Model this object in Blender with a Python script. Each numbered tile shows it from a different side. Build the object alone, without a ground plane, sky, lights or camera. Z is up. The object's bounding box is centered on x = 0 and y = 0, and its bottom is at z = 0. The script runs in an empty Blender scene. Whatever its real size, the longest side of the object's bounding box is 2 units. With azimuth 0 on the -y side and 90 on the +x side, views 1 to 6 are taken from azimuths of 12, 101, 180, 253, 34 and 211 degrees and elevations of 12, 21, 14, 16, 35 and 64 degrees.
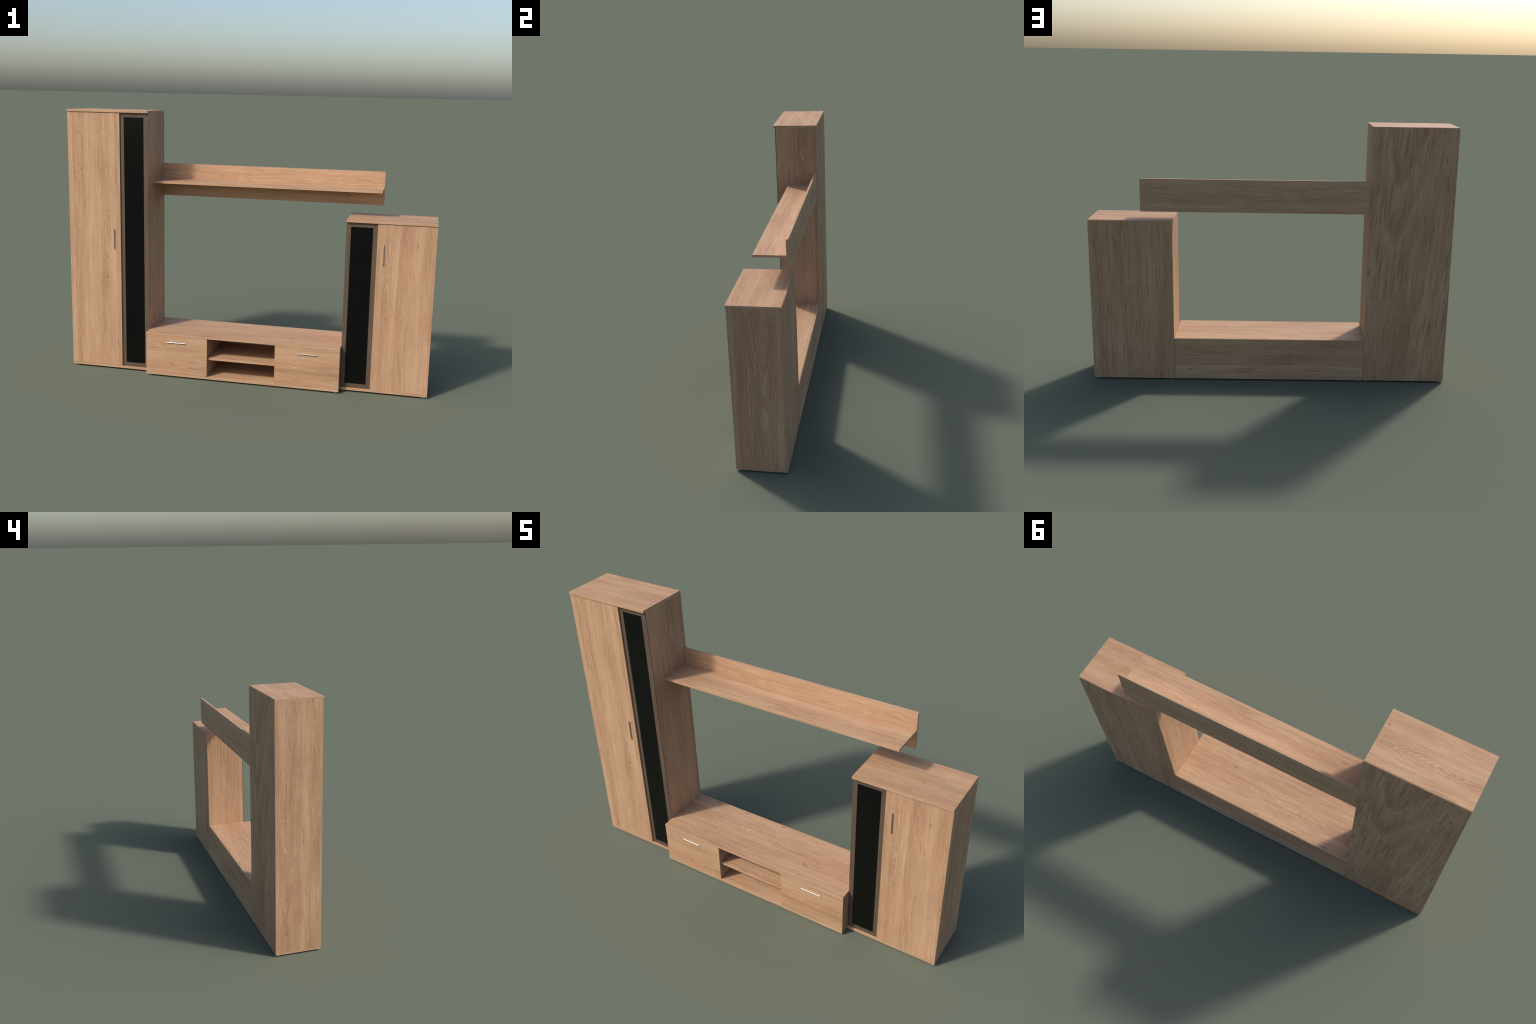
"""Oak-laminate living-room wall unit: tall cabinet, low cabinet, television stand and wall shelf."""
import bpy, bmesh, math
from mathutils import Vector, Matrix

AX = {"x": 0, "y": 1, "z": 2}

# ----------------------------------------------------------------------------- sizes (metres)
BOARD = 0.0124                      # laminate board thickness
BACK = 0.1610                       # rear plane shared by every module
FOOT_H = 0.0066
GAP = 0.0007                        # reveal between neighbouring fronts
FRONT_TALL = -0.1114                # front edge of top/bottom boards of the two cabinets
FRONT_DOOR = -0.1068                # face of the wooden doors
FRONT_BODY = -0.0955                # front edge of carcass sides
FRONT_FRAME = -0.0994               # face of the dark glazed doors
FRONT_STAND = -0.1554
FRONT_DRAWER = -0.1545
BODY_STAND = -0.1421


# ----------------------------------------------------------------------------- node helpers
class Nodes:
    """Small wrapper for writing node trees as expressions."""

    def __init__(self, tree):
        self.t = tree

    def new(self, kind, **props):
        n = self.t.nodes.new(kind)
        for k, v in props.items():
            setattr(n, k, v)
        return n

    def put(self, socket, value):
        if value is None:
            return
        if hasattr(value, "is_linked"):
            self.t.links.new(value, socket)
        else:
            socket.default_value = value

    def math(self, op, a, b=None, c=None, clamp=False):
        n = self.new("ShaderNodeMath", operation=op, use_clamp=clamp)
        for s, v in zip(n.inputs, (a, b, c)):
            self.put(s, v)
        return n.outputs[0]

    def xyz(self, x=0.0, y=0.0, z=0.0):
        n = self.new("ShaderNodeCombineXYZ")
        for s, v in zip(n.inputs, (x, y, z)):
            self.put(s, v)
        return n.outputs[0]

    def noise(self, vec, scale=1.0, detail=2.0, rough=0.5, dims="3D", w=None):
        n = self.new("ShaderNodeTexNoise", noise_dimensions=dims)
        if dims != "1D":
            self.put(n.inputs["Vector"], vec)
        if w is not None:
            self.put(n.inputs["W"], w)
        n.inputs["Scale"].default_value = scale
        n.inputs["Detail"].default_value = detail
        n.inputs["Roughness"].default_value = rough
        return n.outputs["Fac"]

    def random(self, w):
        n = self.new("ShaderNodeTexWhiteNoise", noise_dimensions="1D")
        self.put(n.inputs["W"], w)
        return n.outputs["Value"]

    def span(self, v, a, b, c=0.0, d=1.0, smooth=False):
        n = self.new("ShaderNodeMapRange", clamp=True)
        n.interpolation_type = "SMOOTHSTEP" if smooth else "LINEAR"
        for s, x in zip(n.inputs, (v, a, b, c, d)):
            self.put(s, x)
        return n.outputs[0]

    def ramp(self, fac, stops):
        n = self.new("ShaderNodeValToRGB")
        e = n.color_ramp.elements
        while len(e) < len(stops):
            e.new(0.5)
        for el, (p, col) in zip(e, stops):
            el.position, el.color = p, (*col, 1)
        self.put(n.inputs[0], fac)
        return n.outputs[0]

    def mix(self, fac, a, b, blend="MIX"):
        n = self.new("ShaderNodeMix", data_type="RGBA", blend_type=blend)
        self.put(n.inputs[0], fac)
        for s, v in ((n.inputs[6], a), (n.inputs[7], b)):
            self.put(s, (*v, 1) if isinstance(v, tuple) and len(v) == 3 else v)
        return n.outputs[2]


def wood_group():
    """Flat-sawn oak decor: u runs across the grain, v along it (metres).

    Each stave of the decor is a slice through a log whose pith sits at depth d(v)
    under the surface, so the ring radius is hypot(u - u0, d): that draws the
    cathedral arches, ovals and the straight grain at the stave's flanks.
    """
    g = bpy.data.node_groups.new("oak_decor", "ShaderNodeTree")
    for name, kind in (("U", "NodeSocketFloat"), ("V", "NodeSocketFloat"), ("Seed", "NodeSocketFloat"),
                       ("Stave", "NodeSocketFloat"), ("Size", "NodeSocketFloat"), ("Coarse", "NodeSocketFloat"),
                       ("Figure", "NodeSocketFloat"), ("Lean", "NodeSocketFloat")):
        g.interface.new_socket(name, in_out="INPUT", socket_type=kind)
    for name, kind in (("Color", "NodeSocketColor"), ("Height", "NodeSocketFloat")):
        g.interface.new_socket(name, in_out="OUTPUT", socket_type=kind)
    k = Nodes(g)
    gi, go = k.new("NodeGroupInput"), k.new("NodeGroupOutput")
    U, V, seed, stave_off, size, coarse, figure, lean_by = (gi.outputs[i] for i in range(8))
    m = k.math
    v = m("DIVIDE", V, size)
    u = m("MULTIPLY_ADD", v, lean_by, m("DIVIDE", U, size))
    sz = m("MULTIPLY", seed, 7.31)

    # slow sideways drift of the grain
    drift = k.noise(k.xyz(m("MULTIPLY", u, 5.0), m("MULTIPLY", v, 1.6), sz), 1.0, 2.0)
    ud = m("MULTIPLY_ADD", m("SUBTRACT", drift, 0.5), 0.022, u)

    # staves
    pos = m("MULTIPLY_ADD", ud, 1 / 0.125, stave_off)
    idx = m("FLOOR", pos)
    s = m("FRACT", pos)
    key = m("MULTIPLY_ADD", seed, 13.7, m("MULTIPLY", idx, 3.17))
    r1, r2, r3 = k.random(key), k.random(m("ADD", key, 0.37)), k.random(m("ADD", key, 0.71))

    centre = m("MULTIPLY_ADD", r1, 0.5, 0.25)
    du = m("MULTIPLY", m("SUBTRACT", s, centre), 0.125)
    # depth of the pith: a steady run-out (sign random per stave) plus slow swells
    slope = m("MULTIPLY", m("SUBTRACT", m("MULTIPLY", m("GREATER_THAN", r2, 0.5), 2.0), 1.0), m("MULTIPLY_ADD", r3, 0.06, 0.07))
    swell = k.noise(None, 1.0, 2.0, 0.5, "1D", w=m("MULTIPLY_ADD", v, 2.6, m("MULTIPLY", key, 5.3)))
    d = m("MULTIPLY_ADD", v, slope, m("MULTIPLY", m("SUBTRACT", swell, 0.5), 0.10))
    wob = k.noise(k.xyz(m("MULTIPLY", u, 70.0), m("MULTIPLY", v, 7.0), key), 1.0, 3.0, 0.6)
    d = m("MULTIPLY_ADD", m("SUBTRACT", wob, 0.5), 0.012, d)
    lean = k.noise(None, 1.0, 1.0, 0.5, "1D", w=m("MULTIPLY_ADD", v, 4.0, key))
    dul = m("MULTIPLY_ADD", m("SUBTRACT", lean, 0.5), 0.02, du)
    r = m("ADD", m("SQRT", m("MULTIPLY_ADD", dul, dul, m("MULTIPLY_ADD", m("MULTIPLY", coarse, coarse), 0.0005, 0.00003))), d)
    rr = m("MULTIPLY_ADD", r, 190.0, m("MULTIPLY", key, 2.0))
    ring = k.noise(None, 1.0, 2.0, 0.55, "1D", w=rr)
    saw = m("FRACT", m("MULTIPLY_ADD", ring, 0.8, m("MULTIPLY", rr, 0.55)))
    ring_line = m("MULTIPLY", k.span(saw, 0.0, 0.76), k.span(saw, 1.0, 0.74))     # slow darkening, quick release
    ring_line = m("MULTIPLY", ring_line, k.span(ring, 0.30, 0.62, 0.35, 1.15))
    heart = k.span(m("ABSOLUTE", du), 0.014, 0.055, 1.0, 0.30, smooth=True)        # arches read strongest mid-stave
    patch = k.noise(k.xyz(m("MULTIPLY", u, 14.0), m("MULTIPLY", v, 2.2), m("ADD", sz, 9.0)), 1.0, 2.0)
    heart = m("MULTIPLY", heart, k.span(patch, 0.36, 0.60, 0.25, 1.0))

    # fibres: several widths of streak drawn out along the grain, and soft blotches
    blotch = k.noise(k.xyz(m("MULTIPLY", ud, 13.0), m("MULTIPLY", v, 3.2), m("ADD", sz, 30.0)), 1.0, 3.0, 0.6)
    wide = k.noise(k.xyz(m("MULTIPLY", ud, 46.0), m("MULTIPLY", v, 1.7), sz), 1.0, 3.0, 0.6)
    mid = k.noise(k.xyz(m("MULTIPLY", ud, 210.0), m("MULTIPLY", v, 7.0), m("ADD", sz, 4.0)), 1.0, 2.0, 0.6)
    fine = k.noise(k.xyz(m("MULTIPLY", ud, 640.0), m("MULTIPLY", v, 34.0), m("ADD", sz, 6.0)), 1.0, 1.0, 0.5)
    grit = k.noise(k.xyz(m("MULTIPLY", u, 330.0), m("MULTIPLY", v, 150.0), m("ADD", sz, 2.0)), 1.0, 2.0, 0.6)

    # tone 0 = dark early wood .. 1 = pale
    tone = m("MULTIPLY_ADD", m("SUBTRACT", s, 0.5), m("MULTIPLY_ADD", r3, 0.22, 0.03), 0.56)   # each stave pales to one side
    tone = m("ADD", tone, m("MULTIPLY", m("SUBTRACT", r2, 0.5), 0.10))
    for layer, gain in ((blotch, 0.55), (wide, m("MULTIPLY_ADD", coarse, 0.30, 0.54)), (mid, m("MULTIPLY_ADD", coarse, 0.45, 0.40)), (fine, 0.30), (grit, 0.42)):
        tone = m("ADD", tone, m("MULTIPLY", m("SUBTRACT", layer, 0.5), gain))
    ring_gain = m("MULTIPLY", heart, m("MULTIPLY", figure, 0.40))
    # heart of the stave is darker and carries pale arches; thin dark late-wood follows each
    pale_line = m("MULTIPLY", k.span(saw, 0.66, 0.86, smooth=True), k.span(saw, 1.0, 0.90, smooth=True))
    pale_line = m("MULTIPLY", pale_line, k.span(mid, 0.36, 0.58, 0.35, 1.0))
    tone = m("SUBTRACT", tone, m("MULTIPLY", m("SUBTRACT", ring_line, 0.30), m("MULTIPLY", ring_gain, 0.55)))
    tone = m("ADD", tone, m("MULTIPLY", m("SUBTRACT", pale_line, 0.50), m("MULTIPLY", ring_gain, 0.85)))
    tone = m("ADD", tone, 0.035)
    # pores: short dark dashes, long and bold on the big-figured rear panels
    pore = k.noise(k.xyz(m("MULTIPLY", ud, 260.0), m("MULTIPLY", v, 13.0), m("ADD", sz, 11.0)), 1.0, 1.5, 0.5)
    pore = k.span(pore, 0.58, 0.70)
    tone = m("SUBTRACT", tone, m("MULTIPLY", m("MULTIPLY", pore, coarse), 0.55))

    hue = k.noise(k.xyz(m("MULTIPLY", ud, 38.0), m("MULTIPLY", v, 1.5), m("ADD", sz, 21.0)), 1.0, 2.0)
    warm = k.ramp(tone, [(0.0, (0.264, 0.138, 0.077)), (0.45, (0.412, 0.231, 0.134)), (1.0, (0.564, 0.363, 0.224))])
    tan = k.ramp(tone, [(0.0, (0.262, 0.147, 0.077)), (0.45, (0.406, 0.243, 0.136)), (1.0, (0.558, 0.377, 0.229))])
    col = k.mix(k.span(hue, 0.38, 0.62), warm, tan)

    # rare pin knots
    vor = k.new("ShaderNodeTexVoronoi", voronoi_dimensions="2D", feature="F1")
    k.put(vor.inputs["Vector"], k.xyz(m("MULTIPLY_ADD", ud, 20.0, sz), m("MULTIPLY_ADD", v, 6.0, m("MULTIPLY", sz, 1.7))))
    vor.inputs["Scale"].default_value = 1.0
    sep = k.new("ShaderNodeSeparateColor")
    k.put(sep.inputs[0], vor.outputs["Color"])
    knot = m("MULTIPLY", k.span(vor.outputs["Distance"], 0.02, m("MULTIPLY_ADD", sep.outputs[1], 0.08, 0.05), 1.0, 0.0, smooth=True), m("GREATER_THAN", sep.outputs[0], 0.85))
    col = k.mix(m("MULTIPLY", knot, 0.55), col, (0.10, 0.055, 0.032))

    k.put(go.inputs["Color"], col)
    k.put(go.inputs["Height"], m("SUBTRACT", tone, m("MULTIPLY", knot, 0.4)))
    return g


WOOD = wood_group()
_made = {}


def oak(u, v, seed=0.0, stave=0.5, size=1.0, coarse=0.22, du=0.0, dv=0.0, figure=1.0, lean=0.0):
    """Oak laminate whose grain runs along axis v; u is the axis across it (object axes)."""
    key = ("oak", u, v, seed, stave, size, coarse, du, dv, figure, lean)
    if key in _made:
        return _made[key]
    mat = bpy.data.materials.new("oak_laminate")
    mat.use_nodes = True
    k = Nodes(mat.node_tree)
    bsdf = mat.node_tree.nodes["Principled BSDF"]
    sep = k.new("ShaderNodeSeparateXYZ")
    k.put(sep.inputs[0], k.new("ShaderNodeTexCoord").outputs["Object"])
    grp = k.new("ShaderNodeGroup")
    grp.node_tree = WOOD
    k.put(grp.inputs["U"], k.math("ADD", sep.outputs[AX[u]], du))
    k.put(grp.inputs["V"], k.math("ADD", sep.outputs[AX[v]], dv))
    for n, val in (("Seed", seed), ("Stave", stave), ("Size", size), ("Coarse", coarse), ("Figure", figure), ("Lean", lean)):
        grp.inputs[n].default_value = val
    k.put(bsdf.inputs["Base Color"], grp.outputs["Color"])
    bsdf.inputs["Roughness"].default_value = 0.6
    bsdf.inputs["Specular IOR Level"].default_value = 0.22
    _made[key] = mat
    return mat


def bold_oak(u, v, seed, centre, phase):
    """Rear-panel oak: an over-enlarged print with a few wide arches and long slanting pores."""
    base = oak(u, v, seed, 0.2, 2.3, 0.4, 0.0, 0.0, 0.25, 0.08)
    mat = base.copy()
    mat.name = "bold_oak_laminate"
    k = Nodes(mat.node_tree)
    m = k.math
    bsdf = mat.node_tree.nodes["Principled BSDF"]
    sep = k.new("ShaderNodeSeparateXYZ")
    k.put(sep.inputs[0], k.new("ShaderNodeTexCoord").outputs["Object"])
    a, b = sep.outputs[AX[u]], sep.outputs[AX[v]]
    a = m("MULTIPLY_ADD", b, 0.08, a)
    sway = k.noise(k.xyz(m("MULTIPLY", a, 8.0), m("MULTIPLY", b, 2.4), seed), 1.0, 2.0)
    fray = k.noise(k.xyz(m("MULTIPLY", a, 120.0), m("MULTIPLY", b, 5.0), seed), 1.0, 3.0, 0.6)
    d = m("SUBTRACT", a, centre)
    bow = m("SQRT", m("MULTIPLY_ADD", d, d, 0.0026))
    level = m("SUBTRACT", b, m("MULTIPLY", bow, 3.9))
    level = m("MULTIPLY_ADD", m("SUBTRACT", sway, 0.5), 0.16, level)
    level = m("MULTIPLY_ADD", m("SUBTRACT", fray, 0.5), 0.15, level)
    saw = m("FRACT", m("MULTIPLY_ADD", level, 2.95, phase))
    pale = m("MULTIPLY", k.span(saw, 0.02, 0.16, smooth=True), k.span(saw, 0.16, 0.34, 1.0, 0.0, smooth=True))
    dark = m("MULTIPLY", k.span(saw, 0.26, 0.44, smooth=True), k.span(saw, 0.44, 1.0, 1.0, 0.0, smooth=True))
    near = m("MULTIPLY", k.span(m("ABSOLUTE", d), 0.06, 0.17, 1.0, 0.10, smooth=True), k.span(b, -0.12, 0.16, 0.20, 1.0, smooth=True))
    col = bsdf.inputs["Base Color"].links[0].from_socket
    col = k.mix(m("MULTIPLY", m("MULTIPLY", pale, near), 0.34), col, (0.58, 0.40, 0.26))
    col = k.mix(m("MULTIPLY", m("MULTIPLY", dark, near), 0.34), col, (0.24, 0.130, 0.072))
    slant = m("MULTIPLY_ADD", b, 0.10, sep.outputs[AX[u]])
    dash = k.noise(k.xyz(m("MULTIPLY", slant, 190.0), m("MULTIPLY", b, 6.0), seed + 4.0), 1.0, 1.5, 0.5)
    col = k.mix(m("MULTIPLY", k.span(dash, 0.55, 0.68), 0.56), col, (0.17, 0.094, 0.052))
    k.put(bsdf.inputs["Base Color"], col)
    return mat


def dark_wood(u, v, seed):
    """Stained brown wood of the glazed doors' frames."""
    key = ("dark", u, v, seed)
    if key in _made:
        return _made[key]
    mat = bpy.data.materials.new("brown_wood")
    mat.use_nodes = True
    k = Nodes(mat.node_tree)
    bsdf = mat.node_tree.nodes["Principled BSDF"]
    sep = k.new("ShaderNodeSeparateXYZ")
    k.put(sep.inputs[0], k.new("ShaderNodeTexCoord").outputs["Object"])
    a, b = sep.outputs[AX[u]], sep.outputs[AX[v]]
    m = k.math
    s1 = k.noise(k.xyz(m("MULTIPLY", a, 130.0), m("MULTIPLY", b, 3.0), seed), 1.0, 2.0)
    s2 = k.noise(k.xyz(m("MULTIPLY", a, 500.0), m("MULTIPLY", b, 14.0), seed + 3.0), 1.0, 1.0)
    t = m("ADD", m("MULTIPLY", s1, 0.75), m("MULTIPLY", s2, 0.25))
    k.put(bsdf.inputs["Base Color"], k.ramp(t, [(0.30, (0.078, 0.049, 0.032)), (0.52, (0.100, 0.068, 0.046)), (0.72, (0.120, 0.086, 0.060))]))
    bsdf.inputs["Roughness"].default_value = 0.5
    bsdf.inputs["Specular IOR Level"].default_value = 0.35
    _made[key] = mat
    return mat


def simple(name, colour, rough, metal=0.0, spec=0.5):
    if name in _made:
        return _made[name]
    mat = bpy.data.materials.new(name)
    mat.use_nodes = True
    k = Nodes(mat.node_tree)
    b = mat.node_tree.nodes["Principled BSDF"]
    haze = k.noise(k.new("ShaderNodeTexCoord").outputs["Object"], 60.0, 2.0)
    k.put(b.inputs["Base Color"], k.mix(haze, tuple(c * 0.94 for c in colour), tuple(min(1, c * 1.06) for c in colour)))
    b.inputs["Roughness"].default_value = rough
    b.inputs["Metallic"].default_value = metal
    b.inputs["Specular IOR Level"].default_value = spec
    _made[name] = mat
    return mat


def steel():
    return simple("brushed_steel", (0.52, 0.53, 0.52), 0.36, 1.0)


def black_glass():
    return simple("black_glass", (0.0022, 0.0023, 0.0019), 0.15, 0.0, 0.3)


# ----------------------------------------------------------------------------- geometry helpers
def link(ob, parent):
    bpy.context.scene.collection.objects.link(ob)
    if parent is not None:
        ob.parent = parent
        ob.location = Vector(ob.location) - WORLD[parent.name]
    return ob


WORLD = {}


def thing(name, at, label, category):
    e = bpy.data.objects.new(name, None)
    e.empty_display_size = 0.1
    e.location = at
    bpy.context.scene.collection.objects.link(e)
    WORLD[e.name] = Vector(at)
    e["label"], e["category"] = label, category
    return e


def mesh_object(name, bm, at, parent):
    me = bpy.data.meshes.new(name)
    bm.normal_update()
    bm.to_mesh(me)
    bm.free()
    ob = bpy.data.objects.new(name, me)
    ob.location = at
    link(ob, parent)
    WORLD[ob.name] = Vector(at)
    return ob


def board(name, x, y, z, grain, parent, seed=0.0, stave=0.5, size=1.0, coarse=0.22, du=0.0, dv=0.0, figure=1.0, lean=0.0, bevel=0.0005):
    """A laminate board filling the given ranges; the two faces and the edge strips get their own grain run."""
    lo, hi = Vector((x[0], y[0], z[0])), Vector((x[1], y[1], z[1]))
    mid, dim = (lo + hi) / 2, hi - lo
    thick = min("xyz", key=lambda a: dim[AX[a]])
    across = next(a for a in "xyz" if a not in (thick, grain))
    bm = bmesh.new()
    bmesh.ops.create_cube(bm, size=1.0)
    bmesh.ops.scale(bm, vec=dim, verts=bm.verts)
    if bevel:
        bmesh.ops.bevel(bm, geom=list(bm.edges), offset=bevel, segments=2, profile=0.5, affect="EDGES")
    bm.normal_update()
    for f in bm.faces:
        n = max("xyz", key=lambda a: abs(f.normal[AX[a]]))
        f.material_index = 0 if n == thick else 1 if n == across else 2
        f.smooth = False
    ob = mesh_object(name, bm, mid, parent)
    ob.data.materials.append(oak(across, grain, seed, stave, size, coarse, du, dv, figure, lean))
    ob.data.materials.append(oak(thick, grain, 31.0 + AX[grain], 0.3, figure=0.25))
    ob.data.materials.append(oak(thick, across, 41.0 + AX[across], 0.7, figure=0.25))
    return ob


def glazed_door(parent, x, z, pane_x, pane_z, seed):
    """Dark wooden frame with four mitred members around a black glass pane."""
    y0, y1 = FRONT_FRAME, FRONT_BODY - 0.0001
    mid = Vector(((x[0] + x[1]) / 2, (y0 + y1) / 2, (z[0] + z[1]) / 2))
    outer = [(x[0], z[0]), (x[1], z[0]), (x[1], z[1]), (x[0], z[1])]
    inner = [(pane_x[0], pane_z[0]), (pane_x[1], pane_z[0]), (pane_x[1], pane_z[1]), (pane_x[0], pane_z[1])]
    door = None
    bm = bmesh.new()
    for i in range(4):
        j = (i + 1) % 4
        quad = [outer[i], outer[j], inner[j], inner[i]]
        front = [bm.verts.new((px - mid.x, y0 - mid.y, pz - mid.z)) for px, pz in quad]
        rear = [bm.verts.new((px - mid.x, y1 - mid.y, pz - mid.z)) for px, pz in quad]
        faces = [bm.faces.new(front), bm.faces.new(rear[::-1])]
        for a, b in ((0, 1), (2, 3)):
            faces.append(bm.faces.new((front[b], front[a], rear[a], rear[b])))
        for f in faces:
            f.material_index = i % 2
    bmesh.ops.remove_doubles(bm, verts=bm.verts, dist=1e-6)
    bmesh.ops.recalc_face_normals(bm, faces=bm.faces)
    door = mesh_object("glazed_door", bm, mid, parent)
    door.data.materials.append(dark_wood("z", "x", seed))
    door.data.materials.append(dark_wood("x", "z", seed + 1.0))
    pane = bmesh.new()
    bmesh.ops.create_cube(pane, size=1.0)
    over = 0.002
    yy = (y0 + 0.0006, y1 - 0.0006)
    bmesh.ops.scale(pane, vec=(pane_x[1] - pane_x[0] - 2e-5, yy[1] - yy[0], pane_z[1] - pane_z[0] - 2e-5), verts=pane.verts)
    p = mesh_object("glass_pane", pane, ((pane_x[0] + pane_x[1]) / 2, (yy[0] + yy[1]) / 2, (pane_z[0] + pane_z[1]) / 2), door)
    p.data.materials.append(black_glass())
    return door


def handle(parent, at, axis, face_y, length=0.1077, radius=0.0026):
    """Round bar on two short posts in front of a door or drawer face."""
    bm = bmesh.new()
    turn = Matrix.Rotation(math.pi / 2, 4, "Y") if axis == "x" else Matrix.Identity(4)
    bmesh.ops.create_cone(bm, cap_ends=True, segments=20, radius1=radius, radius2=radius, depth=length, matrix=turn)
    reach = abs(at[1] - face_y)
    for sgn in (-1, 1):
        shift = Vector((sgn * length * 0.36, reach / 2, 0)) if axis == "x" else Vector((0, reach / 2, sgn * length * 0.36))
        bmesh.ops.create_cone(bm, cap_ends=True, segments=12, radius1=0.0016, radius2=0.0016, depth=reach,
                              matrix=Matrix.Translation(shift) @ Matrix.Rotation(math.pi / 2, 4, "X"))
    for f in bm.faces:
        f.smooth = True
    h = mesh_object("handle", bm, at, parent)
    h.data.set_sharp_from_angle(angle=math.radians(40))
    h.data.materials.append(steel())
    return h


def feet(parent, xs, ys, radius=0.013, inset=0.0065):
    shared = None
    for fx in (xs[0] + inset + radius, xs[1] - inset - radius):
        for fy in (ys[0] + inset + radius, ys[1] - inset - radius):
            if shared is None:
                bm = bmesh.new()
                bmesh.ops.create_cone(bm, cap_ends=True, segments=28, radius1=radius, radius2=radius, depth=FOOT_H - 0.0002)
                for f in bm.faces:
                    f.smooth = True
                ob = mesh_object("foot", bm, (fx, fy, FOOT_H / 2 - 0.0001), parent)
                ob.data.set_sharp_from_angle(angle=math.radians(40))
                ob.data.materials.append(steel())
                shared = ob
            else:
                ob = shared.copy()
                ob.parent = None
                ob.location = (fx, fy, FOOT_H / 2 - 0.0001)
                link(ob, parent)


# ----------------------------------------------------------------------------- modules
def cabinet(name, label, x0, x1, top, split, glass_right, handle_x, pane_x, pane_top, seed, look):
    root = thing(name, ((x0 + x1) / 2, 0, 0), label, "cabinet")
    zb, zt = FOOT_H, top - BOARD
    rear = BACK - 0.003
    board("top_panel", (x0, x1), (FRONT_TALL, rear), (zt, top), "x", root, seed + 0.1, **look["top"])
    board("bottom_panel", (x0, x1), (FRONT_DOOR, rear), (zb, zb + BOARD), "x", root, seed + 0.2)
    for a, b, who in ((x0, x0 + BOARD, "left"), (x1 - BOARD, x1, "right")):
        board("side_panel", (a, b), (FRONT_BODY, rear), (zb + BOARD, zt), "z", root, seed + (0.3 if who == "left" else 0.4), **look[who])
    back = board("back_panel", (x0 + 0.0004, x1 - 0.0004), (rear + 0.0001, BACK), (zb, top - 0.0016), "z", root, seed + 0.5, bevel=0.0003, **look["back"])
    if look.get("bold"):
        back.data.materials[0] = bold_oak("x", "z", seed + 0.5, *look["bold"])
    inner = (zb + BOARD + GAP, zt - 0.0018)
    part = split + (0.006 if not glass_right else -0.006)
    board("partition", (part - BOARD / 2, part + BOARD / 2), (FRONT_BODY + 0.001, rear - 0.001), (zb + BOARD, zt), "z", root, seed + 0.6)
    if glass_right:
        wood_x, glass_x = (x0, split), (split + GAP, x1 - 0.0003)
    else:
        wood_x, glass_x = (split, x1), (x0 + 0.0003, split - GAP)
    d = board("door", wood_x, (FRONT_DOOR, FRONT_BODY - 0.0002), inner, "z", root, seed + 0.7, **look["door"])
    handle(d, (handle_x, FRONT_DOOR - 0.0034, 0.7517), "z", FRONT_DOOR)
    glazed_door(root, glass_x, (inner[0], zt - 0.0014), pane_x, (0.0428, pane_top), seed)
    feet(root, (x0, x1), (FRONT_DOOR, BACK))
    return root


cabinet("tall_cabinet", "tall oak laminate cabinet with narrow black glass door",
        -1.0, -0.5384, 1.4527, -0.6993, True, -0.7362, (-0.6772, -0.5655), 1.4165, 1.0,
        dict(top=dict(stave=0.3), left=dict(stave=0.15, figure=1.0, coarse=0.42), right=dict(stave=0.5, size=1.7, figure=0.85),
             back=dict(), bold=(0.105, 0.64), door=dict(stave=0.0)))

cabinet("low_cabinet", "waist-high oak laminate cabinet with black glass door",
        0.5390, 1.0, 0.9284, 0.7003, False, 0.7369, (0.5627, 0.6762), 0.8915, 2.0,
        dict(top=dict(stave=0.2), left=dict(stave=0.5, size=1.6, figure=1.2), right=dict(stave=0.5, size=1.8, figure=1.0),
             back=dict(size=1.7, coarse=0.62, stave=0.3, figure=0.5), door=dict(stave=0.3)))


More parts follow.
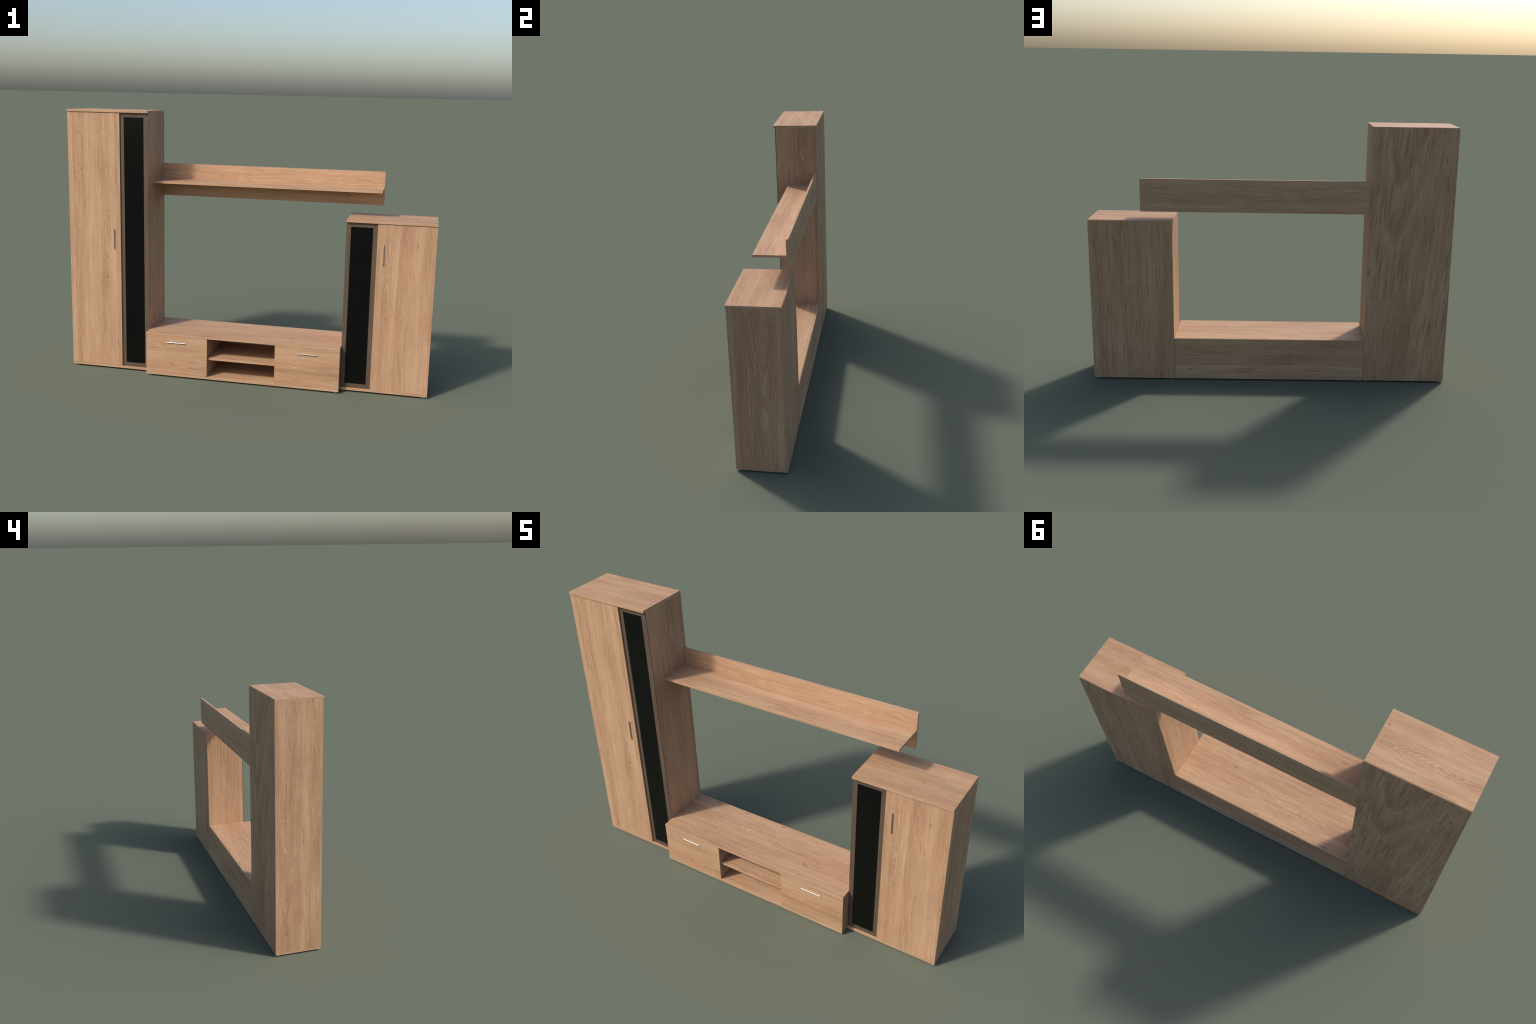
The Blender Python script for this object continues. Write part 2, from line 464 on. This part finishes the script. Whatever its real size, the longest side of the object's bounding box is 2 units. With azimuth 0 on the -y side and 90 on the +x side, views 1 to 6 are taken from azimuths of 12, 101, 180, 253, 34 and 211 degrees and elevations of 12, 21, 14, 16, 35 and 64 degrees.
def television_stand():
    x0, x1, top = -0.5381, 0.5384, 0.2486
    o0, o1 = -0.1887, 0.1890                      # edges of the open bay
    root = thing("television_stand", (0, 0, 0), "low oak laminate media stand with open centre bay", "tv stand")
    zb, zt, rear = FOOT_H, top - BOARD, BACK - 0.003
    board("top_panel", (x0, x1), (FRONT_STAND, rear), (zt, top), "x", root, 3.1, 0.4, 1.3, figure=0.8, coarse=0.38)
    board("bottom_panel", (x0, x1), (FRONT_STAND, rear), (zb, zb + BOARD), "x", root, 3.2, 0.1)
    for a in (x0, x1 - BOARD):
        board("side_panel", (a, a + BOARD), (BODY_STAND, rear), (zb + BOARD, zt), "z", root, 3.3)
    for a in (o0 - 0.0005 - BOARD, o1 + 0.0005):
        board("partition", (a, a + BOARD), (BODY_STAND, rear), (zb + BOARD, zt), "y", root, 3.4)
    board("back_panel", (x0 + 0.0008, x1 - 0.0008), (rear + 0.0001, BACK), (zb, top - 0.0016), "x", root, 3.5, 0.2, 1.6, 0.5, figure=0.4, bevel=0.0003)
    board("inner_shelf", (o0 - 0.0004, o1 + 0.0004), (-0.1392, rear), (0.1138, 0.1266), "x", root, 3.6)
    for (a, b), hx, sd, st in (((x0, o0), -0.3648, 3.7, 0.2), ((o1, x1), 0.3642, 3.8, 0.5)):
        d = board("drawer", (a, b), (FRONT_DRAWER, BODY_STAND - 0.0002), (zb + BOARD + GAP, zt - GAP), "x", root, sd, st)
        handle(d, (hx, FRONT_DRAWER - 0.0038, 0.2000), "x", FRONT_DRAWER)
    feet(root, (x0, x1), (FRONT_STAND, BACK))


def wall_shelf():
    x0, x1 = -0.5380, 0.7107
    root = thing("wall_shelf", ((x0 + x1) / 2, BACK - BOARD / 2, 0.9793), "long oak laminate shelf on a backboard", "shelf")
    board("backboard", (x0, x1), (BACK - 0.0033 - BOARD, BACK - 0.0033), (0.9777, 1.1581), "x", root, 4.1, 0.3, figure=0.8, coarse=0.38)
    board("shelf_board", (x0, x1 - 0.0005), (-0.0257, BACK - 0.0034 - BOARD), (1.0738 - BOARD, 1.0738), "x", root, 4.2, 0.6, figure=0.65, coarse=0.38)


television_stand()
wall_shelf()
